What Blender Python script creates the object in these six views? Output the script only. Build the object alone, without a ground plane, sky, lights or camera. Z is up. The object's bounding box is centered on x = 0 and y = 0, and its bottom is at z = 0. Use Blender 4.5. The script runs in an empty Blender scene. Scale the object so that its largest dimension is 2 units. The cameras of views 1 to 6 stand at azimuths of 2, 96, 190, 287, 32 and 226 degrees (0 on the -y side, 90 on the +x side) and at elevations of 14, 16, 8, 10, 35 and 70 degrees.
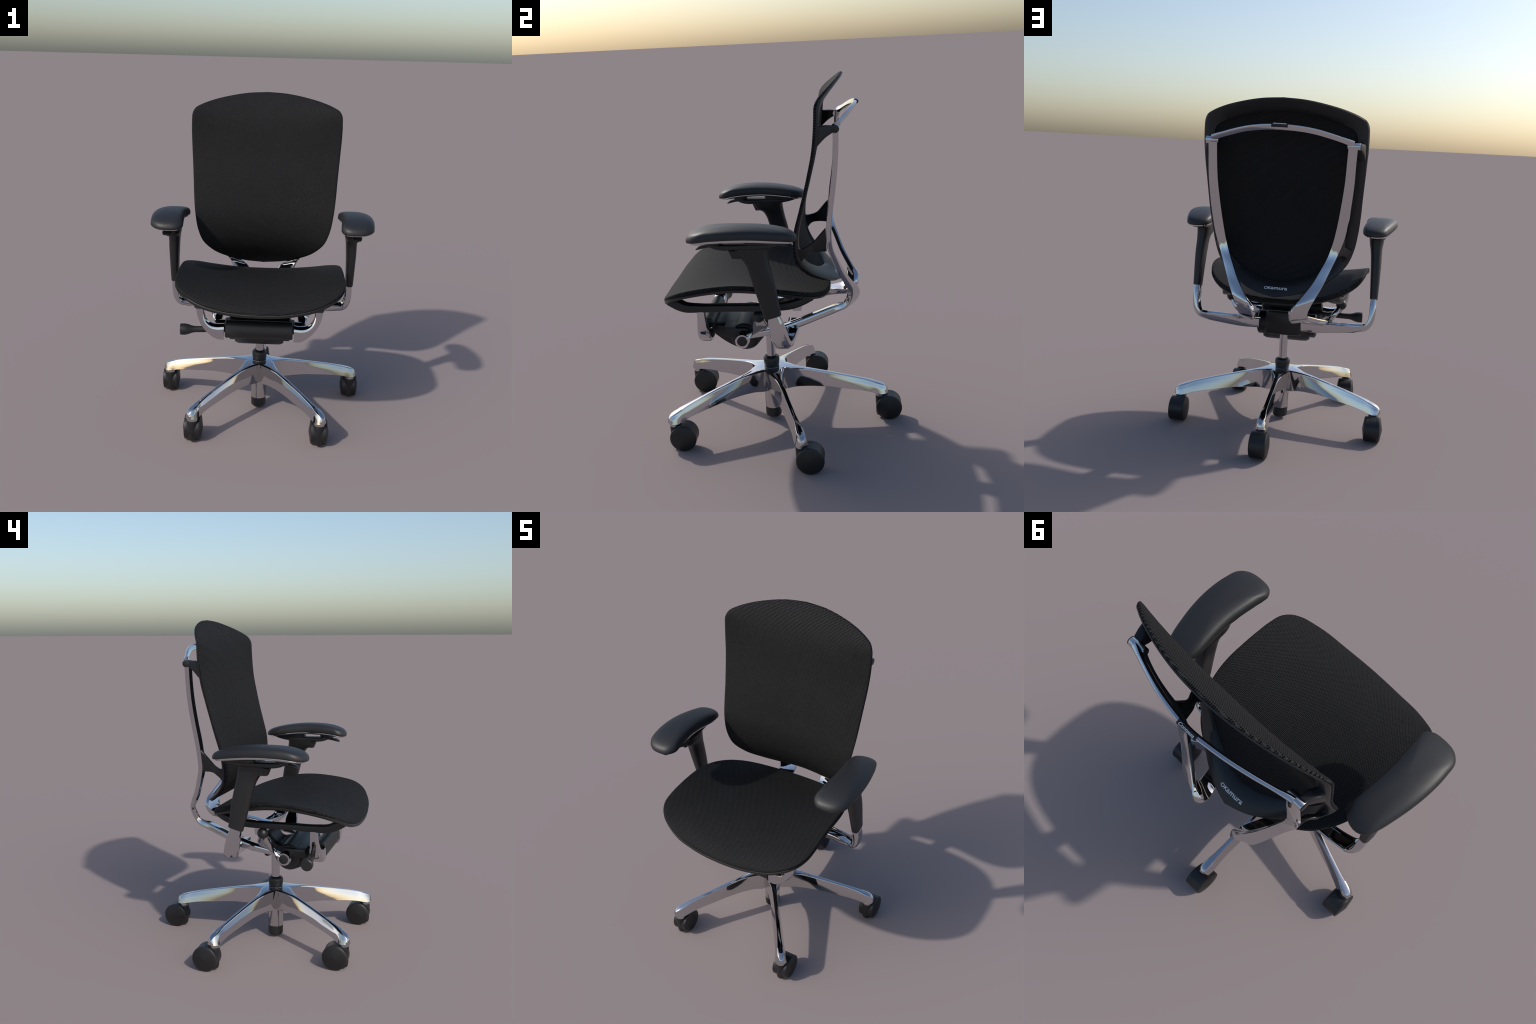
# Office task chair: mesh back and seat, polished aluminium frame, black plastics.
import bpy, math
import numpy as np
from mathutils import Vector, Matrix
from mathutils.bvhtree import BVHTree

AXIS_Y = -0.097            # the column stands here; everything is mirrored in x = 0

# ------------------------------------------------------------------ materials
def new_mat(name):
    m = bpy.data.materials.new(name); m.use_nodes = True
    nt = m.node_tree
    return m, nt, nt.nodes["Principled BSDF"]

def plain(name, col, rough, metallic=0.0, spec=0.5, grain=0.0, grain_scale=400.0, coat=0.0):
    m, nt, b = new_mat(name)
    b.inputs["Base Color"].default_value = (*col, 1)
    b.inputs["Roughness"].default_value = rough
    b.inputs["Metallic"].default_value = metallic
    b.inputs["Specular IOR Level"].default_value = spec
    b.inputs["Coat Weight"].default_value = coat
    if grain:
        tc = nt.nodes.new("ShaderNodeTexCoord"); n = nt.nodes.new("ShaderNodeTexNoise")
        n.inputs["Scale"].default_value = grain_scale; n.inputs["Detail"].default_value = 2
        bp = nt.nodes.new("ShaderNodeBump"); bp.inputs["Strength"].default_value = grain
        bp.inputs["Distance"].default_value = 0.001
        nt.links.new(tc.outputs["Object"], n.inputs["Vector"])
        nt.links.new(n.outputs["Fac"], bp.inputs["Height"])
        nt.links.new(bp.outputs["Normal"], b.inputs["Normal"])
    return m

def fabric(name, plane, dark, light, pitch=0.0085):
    """woven mesh: staggered threads laid out in the given plane ('xz' or 'xy')"""
    m, nt, b = new_mat(name)
    N, L = nt.nodes.new, nt.links.new
    tc = N("ShaderNodeTexCoord"); sp = N("ShaderNodeSeparateXYZ"); cb = N("ShaderNodeCombineXYZ")
    L(tc.outputs["Object"], sp.inputs[0])
    L(sp.outputs["X"], cb.inputs["X"])
    if plane == "xz":
        L(sp.outputs["Z"], cb.inputs["Y"])
    else:                                   # follow the drop of the front edge so the weave keeps its pitch
        ma = N("ShaderNodeMath"); ma.operation = "MULTIPLY_ADD"; ma.inputs[1].default_value = 0.6
        L(sp.outputs["Z"], ma.inputs[0]); L(sp.outputs["Y"], ma.inputs[2]); L(ma.outputs[0], cb.inputs["Y"])
    br = N("ShaderNodeTexBrick")
    br.inputs["Scale"].default_value = 1.0
    br.inputs["Brick Width"].default_value = pitch
    br.inputs["Row Height"].default_value = pitch * 0.74
    br.inputs["Mortar Size"].default_value = pitch * 0.20
    br.inputs["Mortar Smooth"].default_value = 0.35
    br.inputs["Color1"].default_value = (*dark, 1); br.inputs["Color2"].default_value = (*[c * 1.8 for c in dark], 1)   # openings
    br.inputs["Mortar"].default_value = (*light, 1)                                                                      # threads
    L(cb.outputs[0], br.inputs["Vector"])
    ns = N("ShaderNodeTexNoise"); ns.inputs["Scale"].default_value = 9.0; ns.inputs["Detail"].default_value = 3
    L(tc.outputs["Object"], ns.inputs["Vector"])
    rp = N("ShaderNodeMapRange"); rp.inputs["To Min"].default_value = 0.85; rp.inputs["To Max"].default_value = 1.15
    L(ns.outputs["Fac"], rp.inputs["Value"])
    mx = N("ShaderNodeVectorMath"); mx.operation = "SCALE"
    L(br.outputs["Color"], mx.inputs[0]); L(rp.outputs[0], mx.inputs["Scale"])
    L(mx.outputs[0], b.inputs["Base Color"])
    bp = N("ShaderNodeBump"); bp.inputs["Strength"].default_value = 0.45; bp.inputs["Distance"].default_value = 0.0015
    L(br.outputs["Fac"], bp.inputs["Height"]); L(bp.outputs["Normal"], b.inputs["Normal"])
    sl = N("ShaderNodeMapRange"); sl.inputs["To Min"].default_value = 0.03; sl.inputs["To Max"].default_value = 0.25
    L(br.outputs["Fac"], sl.inputs["Value"]); L(sl.outputs[0], b.inputs["Specular IOR Level"])
    b.inputs["Roughness"].default_value = 0.75
    return m

M_BACK = fabric("woven_mesh_back", "xz", (.0022, .0022, .0024), (.0175, .0175, .018))
M_SEAT = fabric("woven_mesh_seat", "xy", (.0022, .0022, .0024), (.0175, .0175, .018))
M_PLASTIC = plain("black_plastic", (.013, .013, .0135), 0.42, grain=0.05)
M_RUBBER = plain("soft_black_pad", (.016, .016, .017), 0.5, grain=0.04, grain_scale=700)
M_WHEEL = plain("black_caster_plastic", (.010, .010, .0105), 0.42, grain=0.03)
M_CHROME = plain("polished_aluminium", (.60, .60, .61), 0.045, metallic=1.0)
M_PRINT = plain("pale_print", (.75, .77, .80), 0.5)

# ------------------------------------------------------------------ hierarchy
root = bpy.data.objects.new("office_chair", None)
bpy.context.collection.objects.link(root)
root.empty_display_size = 0.2
root["label"] = "black mesh office chair with polished aluminium frame and casters"
root["category"] = "office chair"

def add(name, verts, faces, mat, parent=None, angle=40):
    me = bpy.data.meshes.new(name)
    me.from_pydata([tuple(map(float, v)) for v in verts], [], faces)
    me.validate(); me.update()
    import bmesh
    bm = bmesh.new(); bm.from_mesh(me)
    bmesh.ops.remove_doubles(bm, verts=bm.verts, dist=1e-6)
    bmesh.ops.recalc_face_normals(bm, faces=bm.faces)
    bm.to_mesh(me); bm.free()
    for p in me.polygons: p.use_smooth = True
    me.set_sharp_from_angle(angle=math.radians(angle))
    me.materials.append(mat)
    ob = bpy.data.objects.new(name, me)
    bpy.context.collection.objects.link(ob)
    ob.parent = parent or root
    return ob

# ------------------------------------------------------------------ geometry helpers
def spline(pts, n, closed=False):
    """centripetal-ish Catmull-Rom through points of any dimension, n samples"""
    P = np.array(pts, float); k = len(P)
    if closed:
        get = lambda i: P[i % k]; segs = k
    else:
        get = lambda i: P[i] if 0 <= i < k else (2 * P[0] - P[1] if i < 0 else 2 * P[-1] - P[-2]); segs = k - 1
    ln = np.array([np.linalg.norm((get(i + 1) - get(i))[:3]) for i in range(segs)]) + 1e-9
    cum = np.concatenate([[0], np.cumsum(ln)])
    ts = np.linspace(0, cum[-1], n, endpoint=not closed)
    out = []
    for t in ts:
        i = min(int(np.searchsorted(cum, t, side="right") - 1), segs - 1)
        u = (t - cum[i]) / ln[i]
        p0, p1, p2, p3 = get(i - 1), get(i), get(i + 1), get(i + 2)
        l0 = np.linalg.norm((p1 - p0)[:3]) + 1e-9; l2 = np.linalg.norm((p3 - p2)[:3]) + 1e-9; l1 = ln[i]
        m1 = ((p1 - p0) / l0 * l1 + (p2 - p1) / l1 * l0) / (l0 + l1) * l1
        m2 = ((p2 - p1) / l1 * l2 + (p3 - p2) / l2 * l1) / (l1 + l2) * l1
        out.append((2*u**3-3*u**2+1)*p1 + (u**3-2*u**2+u)*m1 + (-2*u**3+3*u**2)*p2 + (u**3-u**2)*m2)
    return np.array(out)

def loft(rings, cap=True, closed=False):
    """faces through rings of equal vertex count"""
    n = len(rings[0]); V = [p for r in rings for p in r]; F = []
    m = len(rings)
    for i in range(m if closed else m - 1):
        a, b = i * n, ((i + 1) % m) * n
        for j in range(n):
            F.append((a + j, a + (j + 1) % n, b + (j + 1) % n, b + j))
    if cap and not closed:
        F.append(tuple(range(n))[::-1]); F.append(tuple(range((m - 1) * n, m * n)))
    return V, F

def rounded(n=28, p=5.0):
    """unit superellipse outline, |x|,|y| <= 1"""
    o = []
    for i in range(n):
        a = 2 * math.pi * (i + .5) / n; c, s = math.cos(a), math.sin(a)
        r = (abs(c) ** p + abs(s) ** p) ** (-1 / p)
        o.append((c * r, s * r))
    return o

def bar(name, stations, mat, parent=None, p=5.0, n=28, m=None, angle=40):
    """loft: station = (centre xyz, half-vector a xyz, half-vector b xyz)"""
    S = np.array([[*c, *a, *b] for c, a, b in stations], float)
    if m: S = spline(S, m)
    u = rounded(n, p)
    rings = [[s[:3] + s[3:6] * x + s[6:9] * y for x, y in u] for s in S]
    return add(name, *loft(rings), mat, parent, angle)

def edgebar(name, pairs, depth, mat, parent=None, m=40, p=6.0):
    """blade given by pairs of opposite edge points and a half-depth vector for each"""
    st = [((np.array(o) + i) / 2, (np.array(o) - np.array(i)) / 2, d) for (o, i), d in zip(pairs, depth)]
    return bar(name, st, mat, parent, p=p, m=m)

def lathe(name, profile, origin, axis, mat, parent=None, n=48, angle=35):
    """profile = list of (distance along axis, radius)"""
    a = Vector(axis).normalized(); q = a.to_track_quat('Z', 'Y').to_matrix()
    ex, ey = q.col[0], q.col[1]; o = Vector(origin)
    rings = [[o + a * h + (ex * math.cos(t) + ey * math.sin(t)) * max(r, 1e-5)
              for t in np.linspace(0, 2 * math.pi, n, endpoint=False)] for h, r in profile]
    return add(name, *loft(rings), mat, parent, angle)

def box(name, lo, hi, mat, parent=None, r=0.006, n=None):
    lo, hi = np.array(lo, float), np.array(hi, float); c = (lo + hi) / 2; h = (hi - lo) / 2
    ax = int(np.argmax(h)); o = [i for i in range(3) if i != ax]
    e = np.eye(3); r = min(r, h[o].min() * .9)
    st = []
    for t, k in ((-1, r), (-1 + r / h[ax] * .3, r * .3), (-1 + r / h[ax], 0), (1 - r / h[ax], 0), (1 - r / h[ax] * .3, r * .3), (1, r)):
        st.append((c + e[ax] * h[ax] * t, e[o[0]] * (h[o[0]] - k), e[o[1]] * (h[o[1]] - k)))
    return bar(name, st, mat, parent, p=10)

def pillow(outline, centre, prof, height, closed_profile=False):
    """homothetic shells: outline (k,2) in a plane, prof list of (scale, lift);
    height(plane points, scale) gives the third coordinate"""
    O = np.array(outline); C = np.array(centre); rings = []
    for s, d in prof:
        s_arr = s(O) if callable(s) else np.full(len(O), s)
        pts = C + (O - C) * s_arr[:, None]
        rings.append((pts, height(s_arr) + (d(O) if callable(d) else d)))
    return rings

# ================================================================== BACKREST
BACK_EDGE = [  # half outline of the woven back (x, y, z), top centre -> bottom centre
    (0, .338, 2.000), (.12, .330, 1.993), (.24, .308, 1.973), (.36, .272, 1.942), (.428, .243, 1.915),
    (.460, .226, 1.896), (.476, .212, 1.868), (.481, .208, 1.81), (.481, .205, 1.757), (.475, .192, 1.64),
    (.467, .168, 1.53), (.461, .147, 1.443), (.455, .121, 1.35), (.442, .089, 1.23), (.425, .081, 1.14),
    (.395, .094, 1.06), (.339, .136, .993), (.24, .212, .928), (.12, .281, .885), (0, .320, .866)]
half = spline(BACK_EDGE, 96)
back_loop = np.concatenate([half, (half * [-1, 1, 1])[::-1][1:-1]])
BK_C = np.array([0.0, 1.43])
bk_xz = back_loop[:, [0, 2]]

BACK_MID = spline([(.866, .318), (.90, .272), (.95, .217), (1.0, .172), (1.06, .137), (1.14, .115), (1.23, .112), (1.35, .130), (1.443, .149), (1.53, .170),
                   (1.64, .194), (1.757, .212), (1.81, .223), (1.867, .243), (1.93, .280), (1.965, .307), (2.000, .338)], 300)
def back_surface(x, z):
    """woven panel: spans between the side edges, with its own middle line"""
    b = half[::-1]
    xe = np.interp(z, b[:, 2], b[:, 0]); ye = np.interp(z, b[:, 2], b[:, 1])
    ym = np.interp(z, BACK_MID[:, 0], BACK_MID[:, 1])
    q = np.clip(np.abs(x) / np.maximum(xe, 1e-4), 0, 1)
    return ye + (ym - ye) * (1 - q ** 2)
def back_y(s):
    p = BK_C + (bk_xz - BK_C) * np.asarray(s, float)[:, None]
    return back_surface(p[:, 0], p[:, 1])

def shell_back(prof, closed):
    R = pillow(bk_xz, BK_C, prof, back_y)
    rings = [np.stack([p[:, 0], y, p[:, 1]], 1) for p, y in R]
    return loft(rings, cap=not closed, closed=closed)

SC = [0.03, .12, .22, .32, .42, .52, .61, .70, .78, .85, .91, .96, .985]
back_panel = add("backrest_mesh", *shell_back(
    [(s, 0.0) for s in SC] + [(.997, .002), (1.0, .008), (.997, .013), (.985, .015)] + [(s, .012) for s in SC[::-1][1:]], False),
    M_BACK, angle=60)

bottomness = lambda O: np.clip((1.16 - O[:, 1]) / .22, 0, 1) ** 1.5 * np.clip(1 - np.abs(O[:, 0]) / .42, 0, 1) ** .5
s_in = lambda O: .868 - .012 * bottomness(O)
s_mid = lambda O: .925 - .01 * bottomness(O)
thick = lambda k: (lambda O: .012 + k * (.009 + .006 * np.clip(np.abs(O[:, 1] - 1.45) / .3, 0, 1) + .016 * bottomness(O)))
back_frame = add("backrest_frame", *shell_back(
    [(.978, .011), (.993, .013), (.995, .016), (.988, thick(.75)), (.966, thick(1.0)), (s_mid, thick(1.0)),
     (s_in, thick(.7)), (lambda O: s_in(O) - .004, .0125)], True), M_PLASTIC, angle=50)

# ---- brackets between back frame and uprights, both sides
for sx in (1, -1):
    f = lambda x, y, z: np.array([sx * x, y, z])
    bar("upper_bracket", [(f(.450, .220, 1.718), f(.018, 0, 0), f(0, 0, .052)), (f(.446, .232, 1.722), f(.021, 0, 0), f(0, 0, .044)),
                          (f(.434, .262, 1.737), f(.024, 0, 0), f(0, 0, .030)), (f(.424, .300, 1.748), f(.018, 0, 0), f(0, 0, .017))],
        M_PLASTIC, p=8, m=10)
    top = spline([(.404, .108, 1.150), (.402, .118, 1.144), (.392, .145, 1.150), (.366, .187, 1.172), (.368, .216, 1.205), (.375, .250, 1.245)], 14)
    bot = spline([(.366, .122, 1.060), (.372, .130, 1.080), (.378, .150, 1.100), (.356, .185, 1.113), (.346, .215, 1.115), (.338, .252, 1.112)], 14)
    bar("lower_bracket", [((f(*t) + f(*b)) / 2, f(.013, 0, 0), (f(*t) - f(*b)) / 2) for t, b in zip(top, bot)], M_PLASTIC, p=8)

    # polished upright: a blade that comes down, turns at the knee and runs forward under the seat
    outer = [(.427, .3275, 1.745), (.423, .3255, 1.66), (.419, .317, 1.537), (.410, .304, 1.429), (.395, .286, 1.301), (.378, .281, 1.215), (.344, .291, 1.119),
             (.322, .312, 1.066), (.290, .349, .985), (.256, .397, .912), (.238, .420, .873), (.222, .424, .835), (.208, .411, .797), (.203, .375, .757),
             (.210, .310, .733), (.238, .200, .700), (.272, .09, .667), (.290, .02, .647), (.286, -.10, .624), (.268, -.215, .600)]
    inner = [(.373, .3275, 1.742), (.370, .3255, 1.655), (.363, .316, 1.528), (.350, .303, 1.415), (.331, .285, 1.285), (.314, .280, 1.200), (.284, .290, 1.102),
             (.260, .311, 1.050), (.215, .349, .961), (.158, .397, .880), (.134, .421, .845), (.115, .426, .806), (.106, .410, .768), (.110, .373, .733),
             (.125, .308, .722), (.165, .200, .694), (.205, .09, .664), (.225, .02, .647), (.230, -.10, .624), (.240, -.215, .600)]
    twist = [0, 0, 0, 0, 0, .002, .005, .009, .018, .030, .037, .040, .036, .022, .008, 0, 0, 0, 0, 0]   # the outer edge stands forward at the knee
    pairs = [(f(o[0], o[1] - t, o[2]), f(*i)) for o, i, t in zip(outer, inner, twist)]
    C = np.array([(a + b) / 2 for a, b in pairs]); T = np.gradient(C, axis=0)
    D = []; half_t = [.014] * 10 + [.016, .018, .018, .019, .019, .019, .019, .019, .016, .012]
    for i, (a, b) in enumerate(pairs):
        d = np.cross(a - b, T[i]); d /= np.linalg.norm(d)
        D.append(d * half_t[i] * sx)          # sign irrelevant for a symmetric section
    # the measured edges lie on the rear face: set the section centre one half thickness inside
    for i in range(len(pairs)):
        n = D[i] / np.linalg.norm(D[i])
        ref = np.array([0, 1, 0]) if i < 10 else (np.array([0, .8, -.6]) if i < 13 else np.array([0, 0, -1.0]))
        if n @ ref < 0: n = -n
        pairs[i] = (pairs[i][0] - n * half_t[i], pairs[i][1] - n * half_t[i]); D[i] = n * half_t[i]
    edgebar("upright", pairs, D, M_CHROME, m=90, p=9)
    # hinge barrel where the handle bar meets the upright
    lathe("hinge_barrel", [(0, .018), (.003, .021), (.071, .021), (.074, .019)], f(.368, .311, 1.749), f(1, 0, 0), M_CHROME)
    lathe("hinge_cap", [(0, .0195), (.003, .0195), (.004, .018)], f(.442, .311, 1.749), f(1, 0, 0), M_PLASTIC)

# ---- handle bar across the top of the uprights
H = [(-.408, .320, 1.760), (-.397, .323, 1.764), (-.344, .342, 1.781), (-.266, .368, 1.803), (-.183, .391, 1.822), (-.09, .408, 1.833), (0, .417, 1.836)]
H = H + [(-x, y, z) for x, y, z in H[::-1][1:]]
hz = np.array([0, .42, .907]); hy = np.array([0, .907, -.42])
bar("handle_bar", [(np.array(c), hz * (.018 if abs(c[0]) < .38 else .021), hy * (.0095 if abs(c[0]) < .38 else .013)) for c in H], M_CHROME, p=4.5, m=60)
badge = bar("handle_badge", [(np.array([x, .417 - .3 * x * x, 1.836 - .4 * x * x]) + hz * .0105, hz * .0095, hy * .0112) for x in (-.046, -.043, -.02, 0, .02, .043, .046)], M_PLASTIC, p=4.5)

# ---- lettering, wrapped on to the surface behind it
def lettering(body, width, height, place, target, direction, parent, small=0, shear=0.0):
    cu = bpy.data.curves.new("lettering", "FONT"); cu.body = body; cu.align_x = "CENTER"; cu.align_y = "CENTER"
    cu.resolution_u = 4; cu.offset = 0.016
    for ch in cu.body_format[:small]: ch.use_small_caps = True
    cu.small_caps_scale = .74; cu.shear = shear
    t = bpy.data.objects.new("lettering_source", cu); bpy.context.collection.objects.link(t)
    dg = bpy.context.evaluated_depsgraph_get(); me = bpy.data.meshes.new_from_object(t.evaluated_get(dg))
    bpy.data.objects.remove(t); bpy.data.curves.remove(cu)
    import bmesh
    bm = bmesh.new(); bm.from_mesh(me)
    bmesh.ops.triangulate(bm, faces=bm.faces[:])
    bmesh.ops.subdivide_edges(bm, edges=[e for e in bm.edges if e.calc_length() > .12], cuts=2)
    ext = bmesh.ops.extrude_face_region(bm, geom=bm.faces[:])
    lifted = {v for v in ext["geom"] if isinstance(v, bmesh.types.BMVert)}
    xs = [v.co.x for v in bm.verts]; ys = [v.co.y for v in bm.verts]
    cx, cy = (max(xs) + min(xs)) / 2, (max(ys) + min(ys)) / 2
    kx, ky = width / (max(xs) - min(xs)), height / (max(ys) - min(ys))
    tree = BVHTree.FromPolygons([v.co for v in target.data.vertices], [list(p.vertices) for p in target.data.polygons])
    d = Vector(direction).normalized()
    for v in bm.verts:
        p = place((v.co.x - cx) * kx, (v.co.y - cy) * ky)
        hit = tree.ray_cast(p - d * .5, d)[0]
        base = hit if hit else p
        v.co = base - d * (.0016 if v in lifted else -.0004)
    bmesh.ops.recalc_face_normals(bm, faces=bm.faces)
    bm.to_mesh(me); bm.free(); me.materials.clear(); me.materials.append(M_PRINT)
    o = bpy.data.objects.new("lettering", me); bpy.context.collection.objects.link(o); o.parent = parent
    return o
lettering("okamura", .137, .0195, lambda x, y: Vector((-x, .32, .925 + y)), back_frame, (0, -.92, -.39), back_frame, small=2)
lettering("Contessa", .074, .0145, lambda x, y: Vector((-x, .427, 1.856)) + Vector((0, -.75, .5)) * y, badge, (0, -.35, -.94), badge, shear=.25)

# ================================================================== SEAT
SEAT_EDGE = [  # half outline (x, y, z), rear centre -> front centre
    (0, .262, .838), (.10, .256, .841), (.20, .238, .850), (.29, .205, .868), (.36, .160, .889), (.42, .09, .917), (.458, .015, .940),
    (.482, -.08, .962), (.490, -.15, .972), (.493, -.24, .976), (.496, -.34, .970), (.497, -.43, .958), (.490, -.50, .943), (.466, -.549, .923),
    (.425, -.586, .900), (.375, -.610, .876), (.30, -.633, .852), (.21, -.645, .833), (.10, -.654, .823), (0, -.657, .820)]
sh = spline(SEAT_EDGE, 96)
seat_loop = np.concatenate([sh, (sh * [-1, 1, 1])[::-1][1:-1]])
ST_C = np.array([0.0, -.20]); st_xy = seat_loop[:, :2]
SEAT_MID = spline([(.262, .838), (.20, .848), (.10, .868), (0, .889), (-.10, .904), (-.20, .913), (-.30, .917), (-.40, .914), (-.50, .899), (-.58, .874), (-.63, .848), (-.657, .822)], 300)
def seat_surface(x, y):
    b = sh[::-1]
    xe = np.interp(y, b[:, 1], b[:, 0]); ze = np.interp(y, b[:, 1], b[:, 2])
    zm = np.interp(y, SEAT_MID[::-1, 0], SEAT_MID[::-1, 1])
    q = np.clip(np.abs(x) / np.maximum(xe, 1e-4), 0, 1)
    return ze + (zm - ze) * (1 - q ** 2)
def seat_z(s):
    p = ST_C + (st_xy - ST_C) * np.asarray(s, float)[:, None]
    return seat_surface(p[:, 0], p[:, 1])
def shell_seat(prof, closed):
    R = pillow(st_xy, ST_C, prof, seat_z)
    return loft([np.stack([p[:, 0], p[:, 1], z], 1) for p, z in R], cap=not closed, closed=closed)
lip = lambda d: (lambda O: d * np.interp(O[:, 1], (-.60, -.48), (.5, 1.0)))     # thinner along the front edge
seat = add("seat_mesh", *shell_seat([(s, .006) for s in SC] + [(.994, .005), (.999, .001), (1.0, lip(-.007)), (.996, lip(-.018)), (.985, lip(-.021))]
                                    + [(s, lip(-.020)) for s in SC[::-1][1:]], False), M_SEAT, angle=60)
seat_frame = add("seat_frame", *shell_seat([(.985, lip(-.020)), (.999, lip(-.019)), (1.0, lip(-.023)), (.992, -.030), (.97, -.034), (.90, -.036), (.84, -.030), (.835, lip(-.019))], True),
                 M_PLASTIC, angle=50)
for sx in (1, -1):
    f = lambda x, y, z: np.array([sx * x, y, z])
    R = [(.330, -.605, .850, .035, .012), (.335, -.560, .840, .038, .028), (.342, -.510, .820, .033, .024), (.347, -.44, .816, .029, .021), (.348, -.30, .817, .028, .019),
         (.348, -.15, .816, .028, .019), (.347, -.02, .818, .028, .020), (.340, .07, .828, .029, .022), (.322, .13, .845, .032, .022), (.294, .175, .858, .035, .018)]
    bar("seat_rail", [(f(x, y, z), f(a, 0, 0), f(0, 0, b)) for x, y, z, a, b in R], M_PLASTIC, p=5, m=40)
    box("slide_block", (min(sx * .09, sx * .215), -.34, .59), (max(sx * .09, sx * .215), -.20, .645), M_PLASTIC, r=.01)

# ================================================================== TILT MECHANISM
MB = [(-.412, .135, .640, .665), (-.405, .142, .600, .66), (-.37, .15, .566, .645), (-.32, .15, .527, .645), (-.273, .15, .501, .645), (-.215, .15, .486, .645),
      (-.165, .145, .506, .645), (-.135, .115, .535, .645), (-.10, .106, .562, .675), (-.085, .112, .556, .695), (-.062, .114, .552, .704), (-.052, .110, .562, .700), (-.048, .10, .58, .69)]
mech = bar("tilt_mechanism", [((0, y, (a + b) / 2), (w, 0, 0), (0, 0, (b - a) / 2)) for y, w, a, b in MB], M_PLASTIC, p=12, m=40, n=48)
bar("front_crossbar", [((x, -.426, .648), (0, .012 * k, .052 * k), (0, .038 * k, -.008 * k)) for x, k in ((-.2, .9), (-.196, 1), (.196, 1), (.2, .9))][::-1], M_PLASTIC, parent=mech, p=2.4, n=48)
lathe("pivot_drum", [(0, .066), (.008, .076), (.372, .076), (.38, .066)], (-.19, -.225, .588), (1, 0, 0), M_PLASTIC, parent=mech)
for sx in (1, -1):
    f = lambda x, y, z: np.array([sx * x, y, z])
    O = [(.207, .584), (.255, .590), (.295, .617), (.338, .665), (.364, .718), (.374, .765), (.374, .805)]
    I = [(.207, .676), (.250, .672), (.282, .676), (.312, .700), (.325, .735), (.330, .77), (.330, .805)]
    dp = [.040, .040, .038, .032, .026, .022, .022]
    edgebar("seat_yoke", [(f(o[0], -.425, o[1]), f(i[0], -.425, i[1])) for o, i in zip(O, I)], [f(0, d, 0) for d in dp], M_CHROME, m=30, p=5)
    # pivot link: round end with a black cap, rising to the ball under the seat rail
    lathe("link_eye", [(0, .040), (.070, .040), (.075, .037)], f(.205, -.224, .594), f(1, 0, 0), M_CHROME)
    lathe("link_cap", [(0, .028), (.003, .028), (.004, .026)], f(.279, -.224, .594), f(1, 0, 0), M_PLASTIC)
    bar("pivot_link", [(f(.266, -.218, .600), f(.013, 0, 0), f(0, .030, .018)), (f(.270, -.172, .632), f(.016, 0, 0), f(0, .020, .026)),
                       (f(.284, -.128, .658), f(.022, 0, 0), f(0, .038, .012)), (f(.312, -.118, .700), f(.020, 0, 0), f(0, .040, 0)),
                       (f(.340, -.118, .745), f(.016, 0, 0), f(0, .027, 0))], M_CHROME, m=24, p=6)
    R0 = .033
    lathe("ball_joint", [(R0 * -math.cos(t), R0 * math.sin(t)) for t in np.linspace(.02, math.pi - .02, 20)], f(.352, -.118, .765), (0, 0, 1), M_PLASTIC)
# height / tension lever on the sitter's right
lathe("adjust_lever", [(0, .030), (.003, .034), (.03, .0345), (.05, .030), (.07, .0225), (.09, .019), (.25, .018), (.30, .018)],
      (-.472, -.411, .629), (1, .05, .02), M_PLASTIC, parent=mech)

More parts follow.
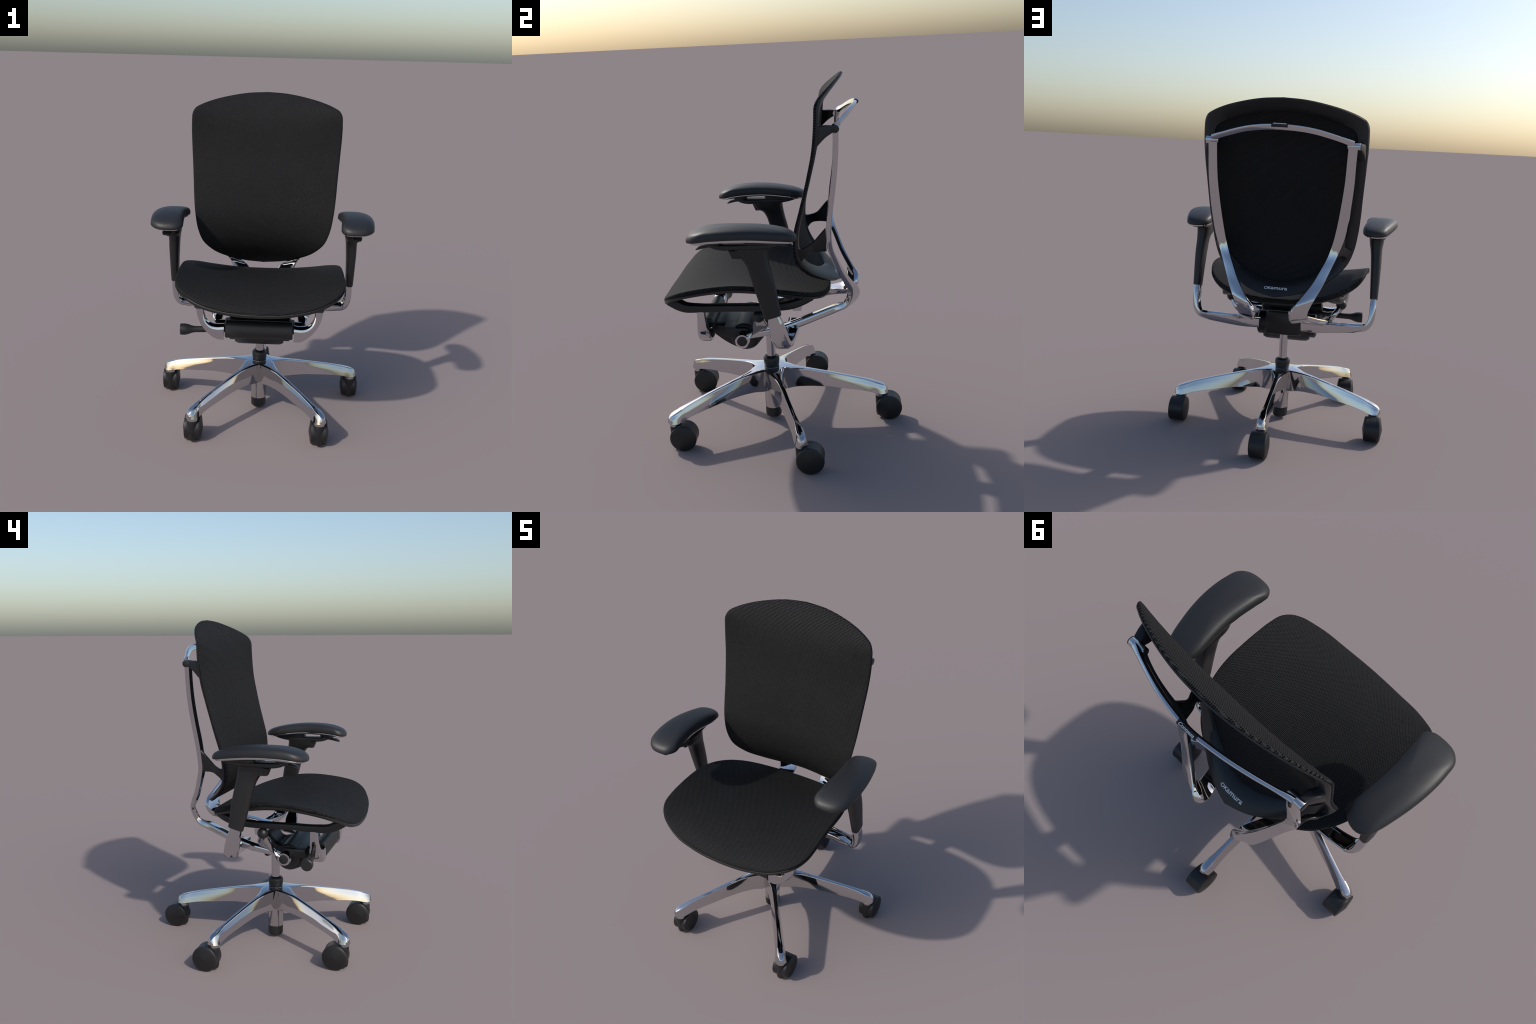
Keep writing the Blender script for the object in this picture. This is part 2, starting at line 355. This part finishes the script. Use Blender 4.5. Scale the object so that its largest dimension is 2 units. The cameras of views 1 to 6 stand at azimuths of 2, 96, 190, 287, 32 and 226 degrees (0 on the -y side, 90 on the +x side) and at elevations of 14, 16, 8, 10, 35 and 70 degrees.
# ================================================================== ARMRESTS
PAD = [(.560, .113), (.600, .093), (.618, .050), (.638, -.030), (.655, -.127), (.662, -.215), (.658, -.317), (.645, -.385), (.610, -.420), (.545, -.433),
       (.490, -.424), (.464, -.394), (.464, -.340), (.470, -.260), (.476, -.176), (.474, -.100), (.468, -.020), (.467, .040), (.480, .085), (.512, .107)]
PE = spline([(-.46, 1.245), (-.43, 1.257), (-.35, 1.274), (-.22, 1.283), (-.10, 1.279), (-.02, 1.270), (.097, 1.252), (.13, 1.245)], 100)
pad_edge = lambda y: np.interp(y, PE[:, 0], PE[:, 1])
for sx in (1, -1):
    f = lambda x, y, z: np.array([sx * x, y, z])
    O = spline(PAD, 72, closed=True); C = np.array([.56, -.17])
    def shell(prof):
        rings = []
        for s, d in prof:
            p = C + (O - C) * s
            rings.append(np.stack([sx * p[:, 0], p[:, 1], pad_edge(p[:, 1]) + d], 1))
        return loft(rings)
    pad = add("armrest_pad", *shell([(.03, .034), (.25, .0335), (.45, .0320), (.62, .0295), (.76, .0260), (.86, .0215), (.93, .0160), (.97, .0092), (.99, .002), (1, -.006), (1, -.013), (.992, -.0195),
                                     (.97, -.0225), (.93, -.023), (.3, -.023), (.03, -.023)]), M_RUBBER, angle=60)
    add("armrest_trim", *shell([(.03, -.0225), (.93, -.0225), (.935, -.024), (.93, -.032), (.915, -.034), (.03, -.034)]), M_CHROME, parent=pad)
    bar("slide_plate", [(f(.552, -.325, 1.222), f(.036, 0, 0), f(0, 0, .004)), (f(.552, -.30, 1.216), f(.044, 0, 0), f(0, 0, .010)), (f(.552, -.15, 1.210), f(.046, 0, 0), f(0, 0, .013)),
                        (f(.552, -.03, 1.211), f(.045, 0, 0), f(0, 0, .012)), (f(.552, .03, 1.217), f(.036, 0, 0), f(0, 0, .006)), (f(.552, .055, 1.220), f(.02, 0, 0), f(0, 0, .003))],
        M_PLASTIC, parent=pad, m=24)
    bar("slide_block", [(f(.552, -.30, 1.215), f(.043, 0, 0), f(0, .035, 0)), (f(.552, -.298, 1.26), f(.043, 0, 0), f(0, .045, 0))], M_PLASTIC, parent=pad, p=8)
    bar("slide_block", [(f(.552, -.06, 1.215), f(.043, 0, 0), f(0, .09, 0)), (f(.552, -.03, 1.255), f(.043, 0, 0), f(0, .11, 0))], M_PLASTIC, parent=pad, p=8)
    bar("release_lever", [(f(.556, -.385, 1.199), f(.020, 0, 0), f(0, 0, .003)), (f(.556, -.375, 1.204), f(.026, 0, 0), f(0, 0, .006)), (f(.556, -.34, 1.213), f(.028, 0, 0), f(0, 0, .007)),
                          (f(.556, -.30, 1.218), f(.028, 0, 0), f(0, 0, .007))], M_PLASTIC, parent=pad, m=12)
    # black sleeve of the arm post, leaning back as it goes down
    SL = [(1.207, -.226, -.036, .545, .045), (1.185, -.216, -.037, .545, .043), (1.158, -.200, -.034, .546, .040), (1.145, -.168, -.032, .547, .037), (1.115, -.145, -.027, .549, .034),
          (1.06, -.127, -.014, .552, .032), (.985, -.107, .001, .554, .029), (.90, -.084, .013, .555, .026), (.835, -.063, .022, .5555, .0235)]
    bar("arm_sleeve", [((sx * x, (a + b) / 2, z), f(w, 0, 0), (0, (b - a) / 2, (.012 if z < .9 else .0))) for z, a, b, x, w in SL], M_PLASTIC, parent=pad, p=3.2, m=40, n=36)
    bar("sleeve_button", [(f(.556, -.195, 1.19), f(.032, 0, 0), f(0, .03, 0)), (f(.556, -.185, 1.150), f(.028, 0, 0), f(0, .024, 0))], M_PLASTIC, parent=pad, p=6)
    # cast support: an open channel, down from the sleeve, round the elbow and inward
    PATH = [((.555, -.029, .885), .028, .014), ((.555, -.021, .84), .030, .015), ((.555, -.011, .80), .038, .018), ((.554, .002, .745), .043, .018), ((.546, .012, .700), .044, .018),
            ((.522, .022, .667), .043, .018), ((.485, .030, .660), .040, .019), ((.40, .044, .656), .036, .023), ((.30, .055, .652), .033, .028),
            ((.24, .058, .650), .033, .030), ((.13, .056, .648), .030, .028)]
    P = spline([(*c, w, t) for c, w, t in PATH], 40)
    T = np.gradient(P[:, :3], axis=0); rings = []
    for q, t in zip(P, T):
        t = t / np.linalg.norm(t); c, w, th = q[:3], q[3], q[4]
        a = np.array([0, 1, .22 * abs(t[2])]); a /= np.linalg.norm(a)
        n = np.cross(t, a); n /= np.linalg.norm(n)
        if n @ np.array([-1, 0, 1]) < 0: n = -n          # n looks to the inner / upper side
        ch = np.interp(c[0], (.26, .32), (.0, .75)) * th * np.interp(c[2], (.70, .80), (1, .4))
        k = .004
        rb = np.interp(c[2], (.72, .84), (1.0, .45)); rb *= np.interp(c[0], (.44, .52), (.45, 1)); b1 = w * (1 - .52 * rb); b2 = w * (1 - .16 * rb)
        U = [(-w, .1 * th), (-b2, -.55 * th), (-b1, -th), (b1, -th), (b2, -.55 * th), (w, .1 * th), (w, th - .002), (w - .002, th), (w - k - .003, th), (w - k - .005, th - .003),
             (b2 - k - .008, th - ch - .001), (0, th - ch - .003), (-b2 + k + .008, th - ch - .001), (-w + k + .005, th - .003), (-w + k + .003, th), (-w + .002, th), (-w, th - .002)]
        rings.append([(c + a * u + n * v) * [sx, 1, 1] for u, v in U])
    add("arm_support", *loft(rings), M_CHROME, angle=35)

# ================================================================== BASE
ax = lambda z: (0, AXIS_Y, z)
lathe("gas_cylinder", [(0, .026), (.20, .026)], ax(.37), (0, 0, 1), M_CHROME)
lathe("column_collar", [(0, .036), (.012, .041), (.03, .045), (.052, .047), (.066, .046), (.073, .041), (.076, .034), (.072, .027)], ax(.318), (0, 0, 1), M_PLASTIC)
lathe("column_tube", [(0, .0475), (.06, .0490), (.13, .0500), (.25, .050)], ax(.075), (0, 0, 1), M_CHROME)
lathe("column_foot", [(0, .028), (.003, .038), (.010, .0455), (.022, .047), (.064, .047), (.066, .045)], ax(.010), (0, 0, 1), M_PLASTIC)
hub = lathe("base_hub", [(0, .050), (.004, .052), (.10, .054), (.128, .060), (.138, .054), (.139, .03)], ax(.196), (0, 0, 1), M_CHROME)

# leg: (r, z_top, z_bottom, half width at top, half width at bottom)
LEG = [(.040, .334, .196, .060, .045), (.075, .332, .197, .056, .044), (.10, .329, .200, .0465, .042), (.125, .325, .204, .0345, .036), (.155, .320, .206, .0240, .0315), (.20, .313, .206, .0165, .0275),
       (.30, .295, .204, .0125, .0275), (.42, .271, .191, .0115, .0280), (.52, .249, .178, .0120, .0285), (.575, .235, .168, .0150, .031), (.61, .224, .159, .0200, .0345),
       (.635, .216, .155, .0205, .036), (.655, .207, .155, .0175, .033), (.668, .196, .156, .0120, .025), (.6755, .183, .158, .007, .014)]
LG = spline(LEG, 56)
def leg_ring(r, zt, zb, a, b):
    h = zt - zb
    half = [(0, zt), (a * .5, zt - .0003), (a * .88, zt - .0012), (a, zt - .0035), (a + (b - a) * .05, zt - .0075), (a + (b - a) * .30, zt - h * .27), (a + (b - a) * .58, zt - h * .52), (a + (b - a) * .85, zt - h * .8), (b, zb + .003), (b - .003, zb), (b * .4, zb + .002)]
    return [(r, y, z) for y, z in half] + [(r, -y, z) for y, z in half[::-1][:-1]]
leg_v, leg_f = loft([leg_ring(*q) for q in LG])
leg_mesh = None
# caster: stem and hood with a wheel on each side, trailing towards +y
def wheel_profile():
    return [(-.004, .030), (-.004, .062), (.000, .069), (.005, .0725), (.013, .0735), (.026, .0745), (.031, .0735), (.0335, .0705), (.0365, .060), (.0405, .036), (.0450, .012), (.0460, .003)]
caster_parts = None
for i in range(5):
    ang = math.radians(90 + 72 * i)
    rot = Matrix.Rotation(ang, 4, 'Z'); loc = Matrix.Translation((0, AXIS_Y, 0))
    if leg_mesh is None:
        lo = add("base_leg", leg_v, leg_f, M_CHROME, parent=hub, angle=38); leg_mesh = lo.data
    else:
        lo = bpy.data.objects.new("base_leg", leg_mesh); bpy.context.collection.objects.link(lo); lo.parent = hub
    lo.matrix_local = loc @ rot
    tip = Vector((.636 * math.cos(ang), AXIS_Y + .636 * math.sin(ang), 0))
    if caster_parts is None:
        st = lathe("caster", [(0, .018), (.004, .024), (.02, .028), (.10, .0305), (.128, .0315), (.132, .030)], (0, 0, .012), (0, 0, 1), M_WHEEL)
        off = .046
        hood = lathe("caster_hood", [(-.024, .060), (-.024, .0735), (.024, .0735), (.024, .060)], (0, off, .0745), (1, 0, 0), M_WHEEL, parent=st)
        ws = []
        for sx in (1, -1):
            w = lathe("wheel", wheel_profile(), (sx * .0135, off, .0745), (sx, 0, 0), M_WHEEL, parent=st, n=56)
            ws.append(w)
        ring = lathe("caster_ring", [(0, .0325), (.014, .034), (.016, .032)], (0, 0, .141), (0, 0, 1), M_CHROME, parent=st)
        caster_parts = [st, hood, *ws, ring]
        st.location = tip
    else:
        src = caster_parts
        st2 = src[0].copy(); bpy.context.collection.objects.link(st2); st2.parent = root; st2.location = tip
        for c in src[1:]:
            d = c.copy(); bpy.context.collection.objects.link(d); d.parent = st2; d.matrix_parent_inverse = Matrix.Identity(4)
